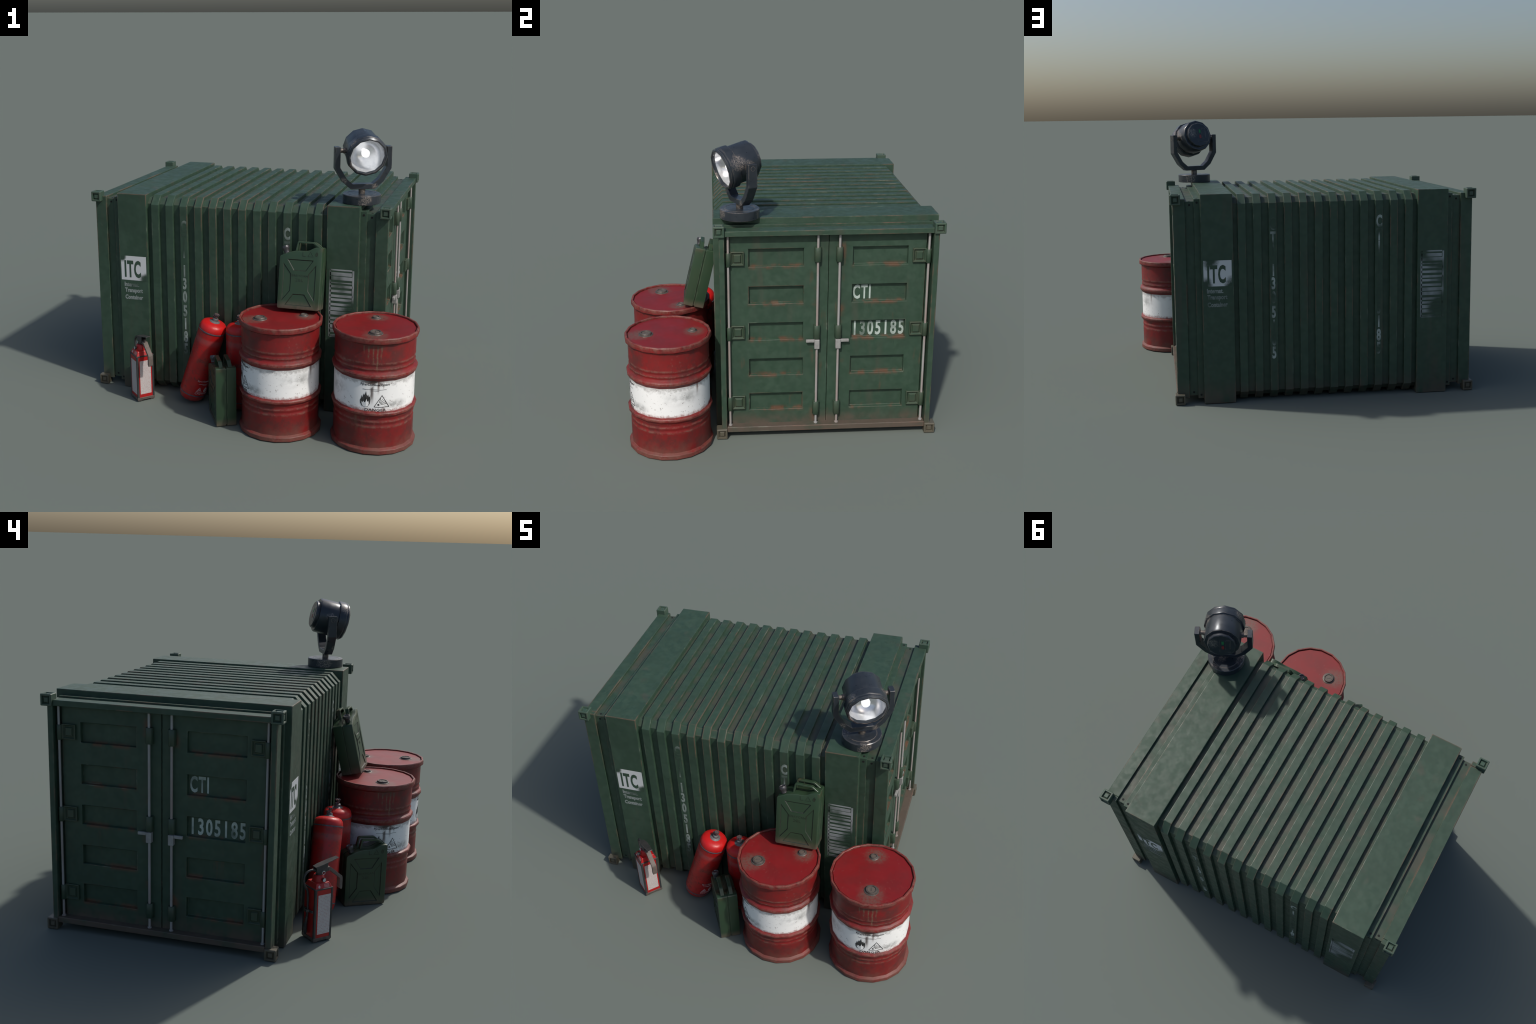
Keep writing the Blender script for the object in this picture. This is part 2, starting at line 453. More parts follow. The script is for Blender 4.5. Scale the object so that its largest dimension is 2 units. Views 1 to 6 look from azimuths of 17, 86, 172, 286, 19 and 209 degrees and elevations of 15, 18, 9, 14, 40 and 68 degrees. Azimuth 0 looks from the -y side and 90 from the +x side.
def prism(bm, poly, axis, a, b):
    """closed prism of a 2D polygon along an axis (0 x, 1 y, 2 z) from a to b"""
    def at(p, t):
        v = [0, 0, 0]
        v[axis] = t
        v[(axis + 1) % 3], v[(axis + 2) % 3] = p
        return v
    lo = [bm.verts.new(at(p, a)) for p in poly]
    hi = [bm.verts.new(at(p, b)) for p in poly]
    bm.faces.new(lo[::-1])
    bm.faces.new(hi)
    n = len(poly)
    for i in range(n):
        bm.faces.new((lo[i], lo[(i + 1) % n], hi[(i + 1) % n], hi[i]))


def box(bm, x0, x1, y0, y1, z0, z1):
    prism(bm, [(y0, z0), (y1, z0), (y1, z1), (y0, z1)], 0, x0, x1)


def box_mesh(name, dims, w=0.0, seg=1, smooth=None):
    bm = bmesh.new()
    box(bm, *dims)
    chamfer(bm, w, seg)
    return to_mesh(bm, name, smooth)


def lathe(name, prof, n, smooth=35, turn=0.0, cap=True):
    """revolve (radius, z) points about z"""
    bm = bmesh.new()
    rings = []
    for r, z in prof:
        if r < 1e-6:
            rings.append([bm.verts.new((0, 0, z))])
        else:
            rings.append([bm.verts.new((r * math.cos(turn + 2 * math.pi * i / n), r * math.sin(turn + 2 * math.pi * i / n), z)) for i in range(n)])
    for a, b in zip(rings, rings[1:]):
        for i in range(n):
            j = (i + 1) % n
            if len(a) == 1 and len(b) == 1:
                continue
            if len(a) == 1:
                bm.faces.new((a[0], b[j], b[i]))
            elif len(b) == 1:
                bm.faces.new((a[i], a[j], b[0]))
            else:
                bm.faces.new((a[i], a[j], b[j], b[i]))
    if cap:
        for r in (rings[0], rings[-1]):
            if len(r) > 1:
                bm.faces.new(r)
    return to_mesh(bm, name, smooth)


def tube(bm, pts, r, n=10, cap=True):
    """round tube through points; r is one radius or one per point"""
    pts = [Vector(p) for p in pts]
    rs = r if isinstance(r, (list, tuple)) else [r] * len(pts)
    rings, side = [], None
    for i, p in enumerate(pts):
        d = (pts[min(i + 1, len(pts) - 1)] - pts[max(i - 1, 0)]).normalized()
        if side is None:
            side = d.orthogonal().normalized()
        side = (side - d * side.dot(d)).normalized()
        up = d.cross(side)
        rings.append([bm.verts.new(p + (side * math.cos(2 * math.pi * k / n) + up * math.sin(2 * math.pi * k / n)) * rs[i]) for k in range(n)])
    for a, b in zip(rings, rings[1:]):
        for k in range(n):
            bm.faces.new((a[k], a[(k + 1) % n], b[(k + 1) % n], b[k]))
    if cap:
        bm.faces.new(rings[0][::-1])
        bm.faces.new(rings[-1])


def ribbon(bm, path, width_axis_lo, width_axis_hi, t):
    """bar swept along an (x, z) path, rectangular section: y from lo to hi, thickness t inward (left of travel)"""
    pts = [Vector((p[0], p[1])) for p in path]
    inner = []
    for i, p in enumerate(pts):
        d0 = (p - pts[i - 1]).normalized() if i else None
        d1 = (pts[i + 1] - p).normalized() if i < len(pts) - 1 else None
        d0, d1 = d0 or d1, d1 or d0
        n0, n1 = Vector((-d0.y, d0.x)), Vector((-d1.y, d1.x))
        nn = (n0 + n1).normalized()
        inner.append(p + nn * (t / max(0.3, nn.dot(n0))))
    q = []
    for o, i_ in zip(pts, inner):
        q.append([bm.verts.new((o.x, width_axis_lo, o.y)), bm.verts.new((o.x, width_axis_hi, o.y)),
                  bm.verts.new((i_.x, width_axis_hi, i_.y)), bm.verts.new((i_.x, width_axis_lo, i_.y))])
    for a, b in zip(q, q[1:]):
        for k in range(4):
            bm.faces.new((a[k], a[(k + 1) % 4], b[(k + 1) % 4], b[k]))
    bm.faces.new(q[0][::-1])
    bm.faces.new(q[-1])


def text_mesh(body, size, thick=0.0006, squeeze=1.0, spacing=1.0, name="lettering", bold=0.0):
    """built-in font, in the XZ plane, facing -y, centred, `size` = cap height"""
    cu = bpy.data.curves.new(name, "FONT")
    cu.body = body
    cu.size = size / 0.70
    cu.align_x = "CENTER"
    cu.extrude = thick
    cu.offset = bold
    cu.space_character = spacing
    cu.resolution_u = 3
    o = bpy.data.objects.new(name, cu)
    ROOT.objects.link(o)
    dg = bpy.context.evaluated_depsgraph_get()
    me = bpy.data.meshes.new_from_object(o.evaluated_get(dg))
    bpy.data.objects.remove(o)
    bpy.data.curves.remove(cu)
    me.materials.clear()
    me.name = name
    me.transform(Matrix.Scale(squeeze, 4, Vector((1, 0, 0))))
    me.transform(Matrix.Rotation(math.pi / 2, 4, "X"))
    zs = [v.co.z for v in me.vertices]
    if zs:
        me.transform(Matrix.Translation((0, 0, -(max(zs) + min(zs)) / 2)))
    return me


def flat_shape(polys, y=0.0, thick=0.0006):
    """thin raised outlines in XZ facing -y"""
    bm = bmesh.new()
    for p in polys:
        prism(bm, [(z, x) for x, z in p], 1, y - thick, y + thick)
    return bm


def stroke(a, b, w):
    a, b = Vector(a), Vector(b)
    d = (b - a).normalized()
    n = Vector((-d.y, d.x)) * w / 2
    return [tuple(a + n), tuple(b + n), tuple(b - n), tuple(a - n)]


def merge(name, meshes, mats=None):
    bm = bmesh.new()
    for me in meshes:
        bm.from_mesh(me)
    return to_mesh(bm, name)


# ================================================================== the container
CX, CY, CZ = -0.1045, 0.2432, 0.61225
container = thing("shipping_container", "dark green ribbed steel shipping container, stained with rust", "container")


def section(hy, hz, c):
    if not c:
        return [(CY - hy, CZ - hz), (CY + hy, CZ - hz), (CY + hy, CZ + hz), (CY - hy, CZ + hz)]
    out = []
    for sy, sz in ((-1, -1), (1, -1), (1, 1), (-1, 1)):
        a = (CY + sy * hy, CZ + sz * (hz - c))
        b = (CY + sy * (hy - c), CZ + sz * hz)
        out += [b, a] if sy == sz else [a, b]
    # order corners consistently round the section
    out = sorted(out, key=lambda p: math.atan2((p[1] - CZ) / hz, (p[0] - CY) / hy))
    return out


def wall_ring(name, mat, x0, x1, hy, hz, c=0.0, w=0.0025):
    bm = bmesh.new()
    prism(bm, section(hy, hz, c), 0, x0, x1)
    chamfer(bm, w, 2)
    return to_mesh(bm, name)


add("wall_shell", wall_ring("wall_shell", "base", CX - 0.56, CX + 0.56, 0.5805, 0.5855, 0.031, 0.001), container, "base")
rib_mesh = wall_ring("rib", "wall", -0.0232, 0.0232, 0.6010, 0.605, 0.0515, 0.0026)
for i in range(12):
    add("rib", rib_mesh, container, "wall", (CX + 0.4915 - 0.08937 * i, 0, 0))
for s in (1, -1):
    a, b = sorted((CX + s * 0.5430, CX + s * 0.7265))
    add("wide_band", wall_ring("wide_band", "wall", a, b, 0.6093, 0.6122, 0, 0.003), container, "wall")
    a, b = sorted((CX + s * 0.70, CX + s * 0.7610))
    add("end_step", wall_ring("end_step", "wall", a, b, 0.580, 0.5838, 0, 0.002), container, "wall")
    a, b = sorted((CX + s * 0.72, CX + s * 0.8120))
    add("end_channel", wall_ring("end_channel", "base", a, b, 0.5670, 0.5700, 0, 0.002), container, "base")
    # small dark bolt holes near the corners of step and channel
    bm = bmesh.new()
    for xo, hy, hz in ((0.7440, 0.580, 0.5838), (0.7860, 0.567, 0.570)):
        for sy in (-1, 1):
            for sz in (-1, 1):
                for horizontal in (True, False):
                    if horizontal and sz < 0:
                        continue
                    p = Vector((CX + s * xo, CY + sy * (hy - 0.020), CZ + sz * hz)) if horizontal else Vector((CX + s * xo, CY + sy * hy, CZ + sz * (hz - 0.020)))
                    ax = Vector((0, 0, 1)) if horizontal else Vector((0, 1, 0))
                    tube(bm, [p - ax * 0.001, p + ax * 0.001], 0.0065, 10)
    o = add("bolt_hole", to_mesh(bm, "bolt_hole"), container, "hole")
    o["kind"] = "stuff"

    # end frame: two posts, a head beam and a sill
    bm = bmesh.new()
    fx = sorted((CX + s * 0.8110, CX + s * 0.8815))
    for sy in (-1, 1):
        y = sorted((CY + sy * 0.551, CY + sy * 0.580))
        box(bm, *fx, *y, CZ - 0.5790, CZ + 0.5838)
    o = [e for e in bm.edges]
    chamfer(bm, 0.002)
    add("end_post", to_mesh(bm, "end_post"), container, "wall")
    bm = bmesh.new()
    fx2 = sorted((CX + s * 0.8110, CX + s * 0.8825))
    box(bm, *fx2, CY - 0.5505, CY + 0.5505, 1.1665, 1.1955)
    chamfer(bm, 0.002)
    add("head_beam", to_mesh(bm, "head_beam"), container, "wall")
    bm = bmesh.new()
    fx2 = sorted((CX + s * 0.8110, CX + s * 0.8850))
    box(bm, *fx2, CY - 0.5505, CY + 0.5505, 0.0365, 0.0665)
    chamfer(bm, 0.002)
    add("sill_beam", to_mesh(bm, "sill_beam"), container, "sill")


# corner castings: a cube with a recessed pocket on its three outer faces
def casting(sx, sy, sz):
    bm = bmesh.new()
    bmesh.ops.create_cube(bm, size=0.059)
    chamfer(bm, 0.003)
    for axis, sg in ((0, sx), (1, sy), (2, sz)):
        f = max(bm.faces, key=lambda q: q.normal[axis] * sg + q.calc_area() * 10)
        bmesh.ops.inset_region(bm, faces=[f], thickness=0.0085)
        bmesh.ops.inset_region(bm, faces=[f], thickness=0.0055, depth=-0.011)
        bmesh.ops.inset_region(bm, faces=[f], thickness=0.0010)
        bmesh.ops.inset_region(bm, faces=[f], thickness=0.0085, depth=0.0075)
    return to_mesh(bm, "corner_casting")


for sx in (-1, 1):
    for sy in (-1, 1):
        for sz in (-1, 1):
            add("corner_casting", casting(sx, sy, sz), container, "casting",
                (CX + sx * (0.8957 - 0.0295), CY + sy * (0.6093 - 0.0295), CZ + sz * (0.61225 - 0.0295)))

# ------------------------------------------------------------------ doors
PANELS = [1.0360, 0.8255, 0.6165, 0.4065, 0.1980]


def door_leaf():
    """door in its own frame: u = distance from the seam (0.003 to 0.5225), outer face at x = 0"""
    bm = bmesh.new()
    u0, u1, z0, z1 = 0.0025, 0.5220, 0.0600, 1.1700
    us = [u0, 0.1300, 0.4270, u1]
    zs = [z0]
    for zc in PANELS[::-1]:
        zs += [zc - 0.0515, zc + 0.0515]
    zs.append(z1)
    front = [[bm.verts.new((0, u, z)) for u in us] for z in zs]
    panels = []
    for j in range(len(zs) - 1):
        for i in range(3):
            f = bm.faces.new((front[j][i], front[j][i + 1], front[j + 1][i + 1], front[j + 1][i]))
            if i == 1 and j % 2 == 1:
                panels.append(f)
    # sides to a back plane
    edge = [e for e in bm.edges if e.is_boundary]
    ret = bmesh.ops.extrude_edge_only(bm, edges=edge)
    for v in [g for g in ret["geom"] if isinstance(g, bmesh.types.BMVert)]:
        v.co.x = -0.034
    bmesh.ops.recalc_face_normals(bm, faces=bm.faces[:])
    for f in panels:
        if f.normal.x < 0:
            f.normal_flip()
    for f in panels:
        bmesh.ops.inset_region(bm, faces=[f], thickness=0.0045, depth=-0.0210)
    return bm


def door_set(end):
    """end = +1 for the +x end, -1 for the -x end (turned half round)"""
    turn = 0.0 if end > 0 else math.pi
    origin = Matrix.Translation((CX, CY, 0)) @ Matrix.Rotation(turn, 4, "Z")

    def place(o, mat4):
        o.matrix_local = origin @ mat4
        return o

    X = 0.734 - CX
    # back wall behind the gaps
    bm = bmesh.new()
    box(bm, X - 0.045, X - 0.032, -0.5507, 0.5507, 0.050, 1.180)
    me = to_mesh(bm, "door_backing")
    me.transform(origin)
    add("door_backing", me, container, "wall")
    for side in (-1, 1):
        bm = door_leaf()
        if side < 0:
            for v in bm.verts:
                v.co.y *= -1
        chamfer_edges = [e for e in bm.edges if len(e.link_faces) == 2 and e.calc_face_angle() > 0.5]
        bmesh.ops.bevel(bm, geom=chamfer_edges, offset=0.0015, segments=1, affect="EDGES", clamp_overlap=True)
        me = to_mesh(bm, "door")
        me.transform(origin @ Matrix.Translation((X, 0, 0)))
        door = add("door", me, container, "door")

        def part(name, bm_, mat, smooth=None):
            me_ = to_mesh(bm_, name, smooth)
            me_.transform(origin)
            return add(name, me_, door, mat)

        for u, r in ((0.0578, 0.0066), (0.5325, 0.0064)):
            bm = bmesh.new()
            tube(bm, [(X + 0.0175, side * u, 0.058), (X + 0.0175, side * u, 1.168)], r, 12)
            part("lock_rod", bm, "steel", 40)
            bm = bmesh.new()
            tube(bm, [(X + 0.0175, side * u, 0.0655), (X + 0.0175, side * u, 0.0720)], 0.0105, 12)
            part("rod_foot", bm, "steel", 40)
        # sleeves on the inner rod
        for z0, z1 in ((1.013, 1.093), (0.5745, 0.6515), (0.119, 0.1975)):
            bm = bmesh.new()
            prof = [(0.0, 0.0185), (0.018, 0.0178), (0.026, 0.0140), (0.030, 0.0065)]
            poly = [(a, b) for a, b in prof] + [(a, -b) for a, b in prof[::-1]]
            poly = [(X - 0.001 + a, side * 0.0578 + b) for a, b in poly]
            prism(bm, poly, 2, z0, z1)
            chamfer(bm, 0.0014)
            part("rod_sleeve", bm, "clamp", 40)
        # hinges on the outer rod: a sleeve and a dished plate
        for z0, z1 in ((0.996, 1.072), (0.577, 0.653), (0.157, 0.237)):
            bm = bmesh.new()
            prof = [(0.0, 0.0150), (0.020, 0.0148), (0.027, 0.0105), (0.030, 0.0045)]
            poly = prof + [(a, -b) for a, b in prof[::-1]]
            poly = [(X - 0.012 + a * 1.3, side * 0.5325 + b) for a, b in poly]
            prism(bm, poly, 2, z0 - 0.001, z1 - 0.001)
            chamfer(bm, 0.0014)
            part("hinge_sleeve", bm, "clamp", 40)
            bm = bmesh.new()
            y0, y1 = sorted((side * 0.4485, side * 0.5200))
            box(bm, X - 0.002, X + 0.015, y0, y1, z0 + 0.002, z1 + 0.003)
            f = max(bm.faces, key=lambda q: q.calc_center_median().x)
            chamfer(bm, 0.002)
            f = max(bm.faces, key=lambda q: q.calc_center_median().x + q.calc_area())
            bmesh.ops.inset_region(bm, faces=[f], thickness=0.0035)
            bmesh.ops.inset_region(bm, faces=[f], thickness=0.0100, depth=-0.0095)
            bmesh.ops.inset_region(bm, faces=[f], thickness=0.0040)
            bmesh.ops.inset_region(bm, faces=[f], thickness=0.0090, depth=0.0080)
            part("hinge_plate", bm, "clamp")
        # lock handle
        bm = bmesh.new()
        y0, y1 = sorted((side * 0.0440, side * 0.0715))
        box(bm, X + 0.004, X + 0.032, y0, y1, 0.5180, 0.5710)
        y0, y1 = sorted((side * 0.0705, side * 0.1170))
        box(bm, X + 0.012, X + 0.026, y0, y1, 0.5545, 0.5700)
        chamfer(bm, 0.002)
        part("lock_handle", bm, "handle_steel")

    # stencilled letters on the right-hand door, facing out
    def face(me, u, z):
        # text faces -y; turn it to face +x, then place
        me.transform(Matrix.Rotation(math.pi / 2, 4, "Z"))
        me.transform(origin @ Matrix.Translation((X - 0.0205, u, z)))
        return me

    add("door_lettering", face(text_mesh("CTI", 0.076, squeeze=0.52, spacing=1.2, bold=0.0030), 0.187, 0.8265), container, "stencil_door")
    add("door_lettering", face(text_mesh("1305185", 0.080, squeeze=0.60, spacing=1.24, bold=0.0028), 0.281, 0.6160), container, "stencil_door")

    # long sides: the front of this half (turned for the other end)
    def wall(me, x, z, hy):
        me.transform(origin @ Matrix.Translation((x, -hy - 0.0002, z)))
        return me

    # block with cut letters on the far band, table on the near band
    bm = flat_shape([[(-0.081, -0.075), (0.081, -0.075), (0.081, 0.075), (-0.081, 0.075)]], 0, 0.0005)
    add("logo_block", wall(to_mesh(bm, "logo_block"), -0.6355, 0.770, 0.6093), container, "stencil_block")
    t = text_mesh("ITC", 0.097, 0.0006, 0.46, 1.14, bold=0.0052)
    add("logo_lettering", wall(t, -0.6430, 0.765, 0.6098), container, "wall")
    for body, z, dx in (("Internat.", 0.668, -0.012), ("Transport", 0.628, 0.0), ("Container", 0.588, 0.0)):
        add("small_lettering", wall(text_mesh(body, 0.025, squeeze=0.78, bold=0.0014), -0.640 + dx, z, 0.6093), container, "stencil_faint")
    rng = random.Random(4)
    polys = []
    w, h = 0.066, 0.198
    polys += [stroke((-w, -h), (-w, h), 0.010), stroke((w, -h), (w, h), 0.010)]
    z = h
    while z > -h:
        tk = rng.choice((0.006, 0.008, 0.014, 0.020))
        polys.append(stroke((-w, z), (w * rng.uniform(0.85, 1.0), z), tk))
        z -= tk / 2 + rng.uniform(0.014, 0.022)
    polys.append(stroke((-w, -h), (w, -h), 0.008))
    add("data_table", wall(to_mesh(flat_shape(polys, 0, 0.0005), "data_table"), 0.6330, 0.662, 0.6093), container, "stencil_table")
    # one letter below the other on two of the ribs
    column = [("C", 1.046), ("T", 0.966), ("I", 0.892), ("1", 0.777), ("3", 0.699), ("0", 0.617), ("5", 0.530), ("1", 0.448), ("8", 0.366), ("5", 0.287)]
    for k in (2, 9):
        for ch, zz in column:
            add("rib_letter", wall(text_mesh(ch, 0.066, squeeze=0.54, bold=0.0036), -0.4915 + 0.08937 * k, zz, 0.6010), container, "stencil")


for end in (1, -1):
    door_set(end)

# ================================================================== barrels
NB = 18
lower_prof = [(0.0, 0.012), (0.206, 0.012), (0.222, 0.0), (0.2290, 0.002), (0.2310, 0.006), (0.2310, 0.024), (0.2290, 0.0275), (0.2165, 0.0345),
              (0.2165, 0.146), (0.2170, 0.151), (0.2170, 0.155), (0.2141, 0.162), (0.2141, 0.169), (0.2172, 0.177), (0.2172, 0.184), (0.2143, 0.191), (0.2143, 0.197), (0.2165, 0.203),
              (0.2165, 0.207), (0.2270, 0.2205), (0.2296, 0.2250), (0.2300, 0.2340), (0.2270, 0.2385), (0.2160, 0.2435)]
upper_prof = [(0.2160, 0.412), (0.2265, 0.4285), (0.2298, 0.4330), (0.2302, 0.4435), (0.2270, 0.4500), (0.2165, 0.4575), (0.2142, 0.463),
              (0.2142, 0.467), (0.2172, 0.474), (0.2172, 0.480), (0.2138, 0.488), (0.2138, 0.494), (0.2174, 0.503), (0.2174, 0.509), (0.2165, 0.515),
              (0.2165, 0.608), (0.2290, 0.6165), (0.2312, 0.6200), (0.2312, 0.6425), (0.2285, 0.6475), (0.2215, 0.6475), (0.2190, 0.6450), (0.2185, 0.6355)]
lid_prof = [(0.2186, 0.6350), (0.2150, 0.6350), (0.2130, 0.6400), (0.0, 0.6408)]
band_prof = [(0.2165, 0.240), (0.2165, 0.416)]
barrel_lower = lathe("barrel_lower", lower_prof, NB, 23, cap=False)
barrel_upper = lathe("barrel_upper", upper_prof, NB, 23, cap=False)
barrel_lid_mesh = lathe("barrel_lid", lid_prof, NB, 23, cap=False)
barrel_band = lathe("barrel_band", band_prof, NB, 33, cap=False)
LZ = 0.6405
bung_big = lathe("bung", [(0.0, LZ), (0.040, LZ), (0.0385, LZ + 0.0022), (0.0320, LZ + 0.0034), (0.0310, LZ + 0.0090), (0.0290, LZ + 0.0115), (0.0240, LZ + 0.0115), (0.0225, LZ + 0.0070), (0.0, LZ + 0.0070)], 20, 40, cap=False)
plug_big = lathe("bung_plug", [(0.021, LZ + 0.0069), (0.021, LZ + 0.0082), (0.0, LZ + 0.0082)], 20, 40, cap=False)
bung_small = lathe("bung", [(0.0, LZ), (0.027, LZ), (0.0255, LZ + 0.0018), (0.0205, LZ + 0.0030), (0.0198, LZ + 0.0070), (0.0180, LZ + 0.0090), (0.0145, LZ + 0.0090), (0.0135, LZ + 0.0055), (0.0, LZ + 0.0055)], 18, 40, cap=False)
plug_small = lathe("bung_plug", [(0.0125, LZ + 0.0054), (0.0125, LZ + 0.0064), (0.0, LZ + 0.0064)], 18, 40, cap=False)
plug_bar = box_mesh("bung_plug", (-0.003, 0.003, -0.014, 0.014, LZ + 0.0080, LZ + 0.0094), 0.0004)


def wrap(me, r, a0):
    """bend a flat -y facing mesh round the faceted drum, centred at angle a0"""
    half = math.pi / NB
    for v in me.vertices:
        a = a0 + v.co.x / r
        k = (a + half - half) % (2 * half) - half
        rr = r * math.cos(half) / math.cos(k) - v.co.y
        v.co = (rr * math.cos(a), rr * math.sin(a), v.co.z)
    return me


def cut_long(me, longest=0.006):
    bm = bmesh.new()
    bm.from_mesh(me)
    bmesh.ops.triangulate(bm, faces=bm.faces[:])
    for _ in range(6):
        es = [e for e in bm.edges if e.calc_length() > longest]
        if not es:
            break
        bmesh.ops.subdivide_edges(bm, edges=es, cuts=1)
        bmesh.ops.triangulate(bm, faces=[f for f in bm.faces if len(f.verts) > 3])
    return to_mesh(bm, me.name)


def flame(w, h):
    """black flame with a pale inner flame cut out of it"""
    outer = [(0.0, -0.50), (-0.30, -0.47), (-0.47, -0.30), (-0.50, -0.10), (-0.38, 0.05), (-0.34, 0.20), (-0.26, 0.06), (-0.20, 0.20), (-0.12, 0.34), (-0.10, 0.22),
             (0.02, 0.36), (0.08, 0.50), (0.14, 0.28), (0.24, 0.20), (0.28, 0.30), (0.36, 0.12), (0.46, 0.22), (0.50, -0.05), (0.44, -0.30), (0.28, -0.46)]
    return [(x * w, z * h) for x, z in outer]


def inner_flame(w, h):
    pts = [(0.02, -0.49), (-0.22, -0.46), (-0.34, -0.30), (-0.32, -0.16), (-0.24, -0.26), (-0.14, -0.12), (-0.08, -0.22), (0.04, -0.18), (0.14, 0.02), (0.20, -0.18), (0.30, -0.10), (0.36, -0.26), (0.30, -0.42)]
    return [(x * w, z * h) for x, z in pts]


def warning_triangle(w, h, t, rays=True):
    a, b, c = (-w / 2, -h / 2), (w / 2, -h / 2), (0, h / 2)
    s = [stroke(a, b, t), stroke(b, c, t), stroke(c, a, t)]
    if rays:
        o = Vector((-0.22 * w, -0.30 * h))
        for ang in (8, 24, 40, 56, 72):
            d = Vector((math.cos(rad(ang)), math.sin(rad(ang))))
            L = 0.55 * w if ang < 30 else 0.48 * w
            s.append(stroke(tuple(o + d * 0.16 * w), tuple(o + d * L), t * 0.7))
        s.append([(o.x + 0.07 * w * math.cos(k), o.y + 0.07 * w * math.sin(k)) for k in [i * math.pi / 4 for i in range(8)]])
    return s


def drum_marks():
    out = []
    R = 0.2165

    def put(me, ang, z, mat):
        me.transform(Matrix.Translation((0, 0, z)))
        me = cut_long(me)
        out.append((wrap(me, R, rad(ang)), mat))

    put(text_mesh("DANGER", 0.0150, 0.0008, 1.20, 1.14, bold=0.0003), -87.0, 0.2525, "print_black")
    put(text_mesh("Pyro-Combust GmbH", 0.0120, 0.0008, 1.02, 1.0, bold=0.0002), -88.0, 0.391, "print_black")
    put(to_mesh(flat_shape([stroke((-0.063, 0.0), (0.063, 0.0), 0.0014), stroke((-0.022, -0.007), (0.022, -0.007), 0.0012)], 0, 0.0008), "mark"), -88.5, 0.3655, "print_black")
    put(to_mesh(flat_shape([flame(0.056, 0.088)], 0, 0.0008), "mark"), -101.5, 0.311, "print_black")
    put(to_mesh(flat_shape([inner_flame(0.056, 0.088)], 0, 0.0011), "mark"), -101.5, 0.311, "barrel_white")
    put(to_mesh(flat_shape(warning_triangle(0.080, 0.066, 0.0032), 0, 0.0008), "mark"), -78.2, 0.302, "print_black")
    return out


MARKS = drum_marks()


def barrel(x, y, turn):
    b = thing("oil_barrel", "dented red steel oil drum with white warning band", "barrel", (x, y, 0), (0, 0, turn))
    add("lower_body", barrel_lower, b, "barrel_red")
    add("upper_body", barrel_upper, b, "barrel_red")
    add("lid", barrel_lid_mesh, b, "barrel_lid")
    add("white_band", barrel_band, b, "barrel_white")
    for me, pl, yy, k in ((bung_big, plug_big, -0.117, 0), (bung_small, plug_small, 0.132, 1)):
        o = add("bung", me, b, "bung", (0.0, yy, 0))
        add("bung_plug", pl, o, "bung_plug")
        if not k:
            add("plug_lettering", plug_bar, o, "bung")
    for me, mat in MARKS:
        add("printed_mark", me, b, mat)


barrel(0.770, -0.616, rad(9))
barrel(0.246, -0.622, rad(-61))


# ================================================================== jerrycans
JW, JD, JH = 0.2390, 0.1160, 0.3500


def can_outline():
    """front outline of a can, x to the right, z up, with rounded corners"""
    raw = [((0, 0), 0.012), ((JW, 0), 0.012), ((JW, JH), 0.012), ((0.198, JH - 0.001), 0.016), ((0.158, 0.326), 0.02), ((0.078, 0.325), 0.03), ((0.0, 0.292), 0.010)]
    out = []
    for i, (p, r) in enumerate(raw):
        p = Vector(p)
        a, b = Vector(raw[i - 1][0]), Vector(raw[(i + 1) % len(raw)][0])
        d0, d1 = (a - p).normalized(), (b - p).normalized()
        r = min(r, 0.4 * (a - p).length, 0.4 * (b - p).length)
        for k in range(4):
            t = k / 3
            q = (p + d0 * r) * (1 - t) ** 2 + p * 2 * t * (1 - t) + (p + d1 * r) * t * t
            out.append((q.x, q.y))
    return out


def shrink(poly, d):
    c = Vector((sum(p[0] for p in poly), sum(p[1] for p in poly))) / len(poly)
    out = []
    n = len(poly)
    for i in range(n):
        p, a, b = Vector(poly[i]), Vector(poly[i - 1]), Vector(poly[(i + 1) % n])
        d0, d1 = (p - a).normalized(), (b - p).normalized()
        n0, n1 = Vector((-d0.y, d0.x)), Vector((-d1.y, d1.x))
        nn = (n0 + n1).normalized()
        out.append(tuple(p + nn * d / max(0.35, nn.dot(n0))))
    return out


# pressed pockets between the arms of the X, as seen on the face
POCKETS = [
    [(0.084, 0.214), (0.153, 0.214), (0.194, 0.276), (0.044, 0.276)],
    [(0.043, 0.020), (0.195, 0.020), (0.152, 0.085), (0.086, 0.085)],
    [(0.024, 0.042), (0.070, 0.102), (0.070, 0.196), (0.024, 0.254)],
    [(0.209, 0.046), (0.209, 0.251), (0.168, 0.198), (0.168, 0.104)],
]


def loft(bm, polys):
    """polys: list of (polygon in x,z, y); closed solid through them"""
    rings = [[bm.verts.new((p[0], y, p[1])) for p in poly] for poly, y in polys]
    n = len(rings[0])
    for a, b in zip(rings, rings[1:]):
        for i in range(n):
            bm.faces.new((a[i], a[(i + 1) % n], b[(i + 1) % n], b[i]))
    bm.faces.new(rings[0])
    bm.faces.new(rings[-1][::-1])


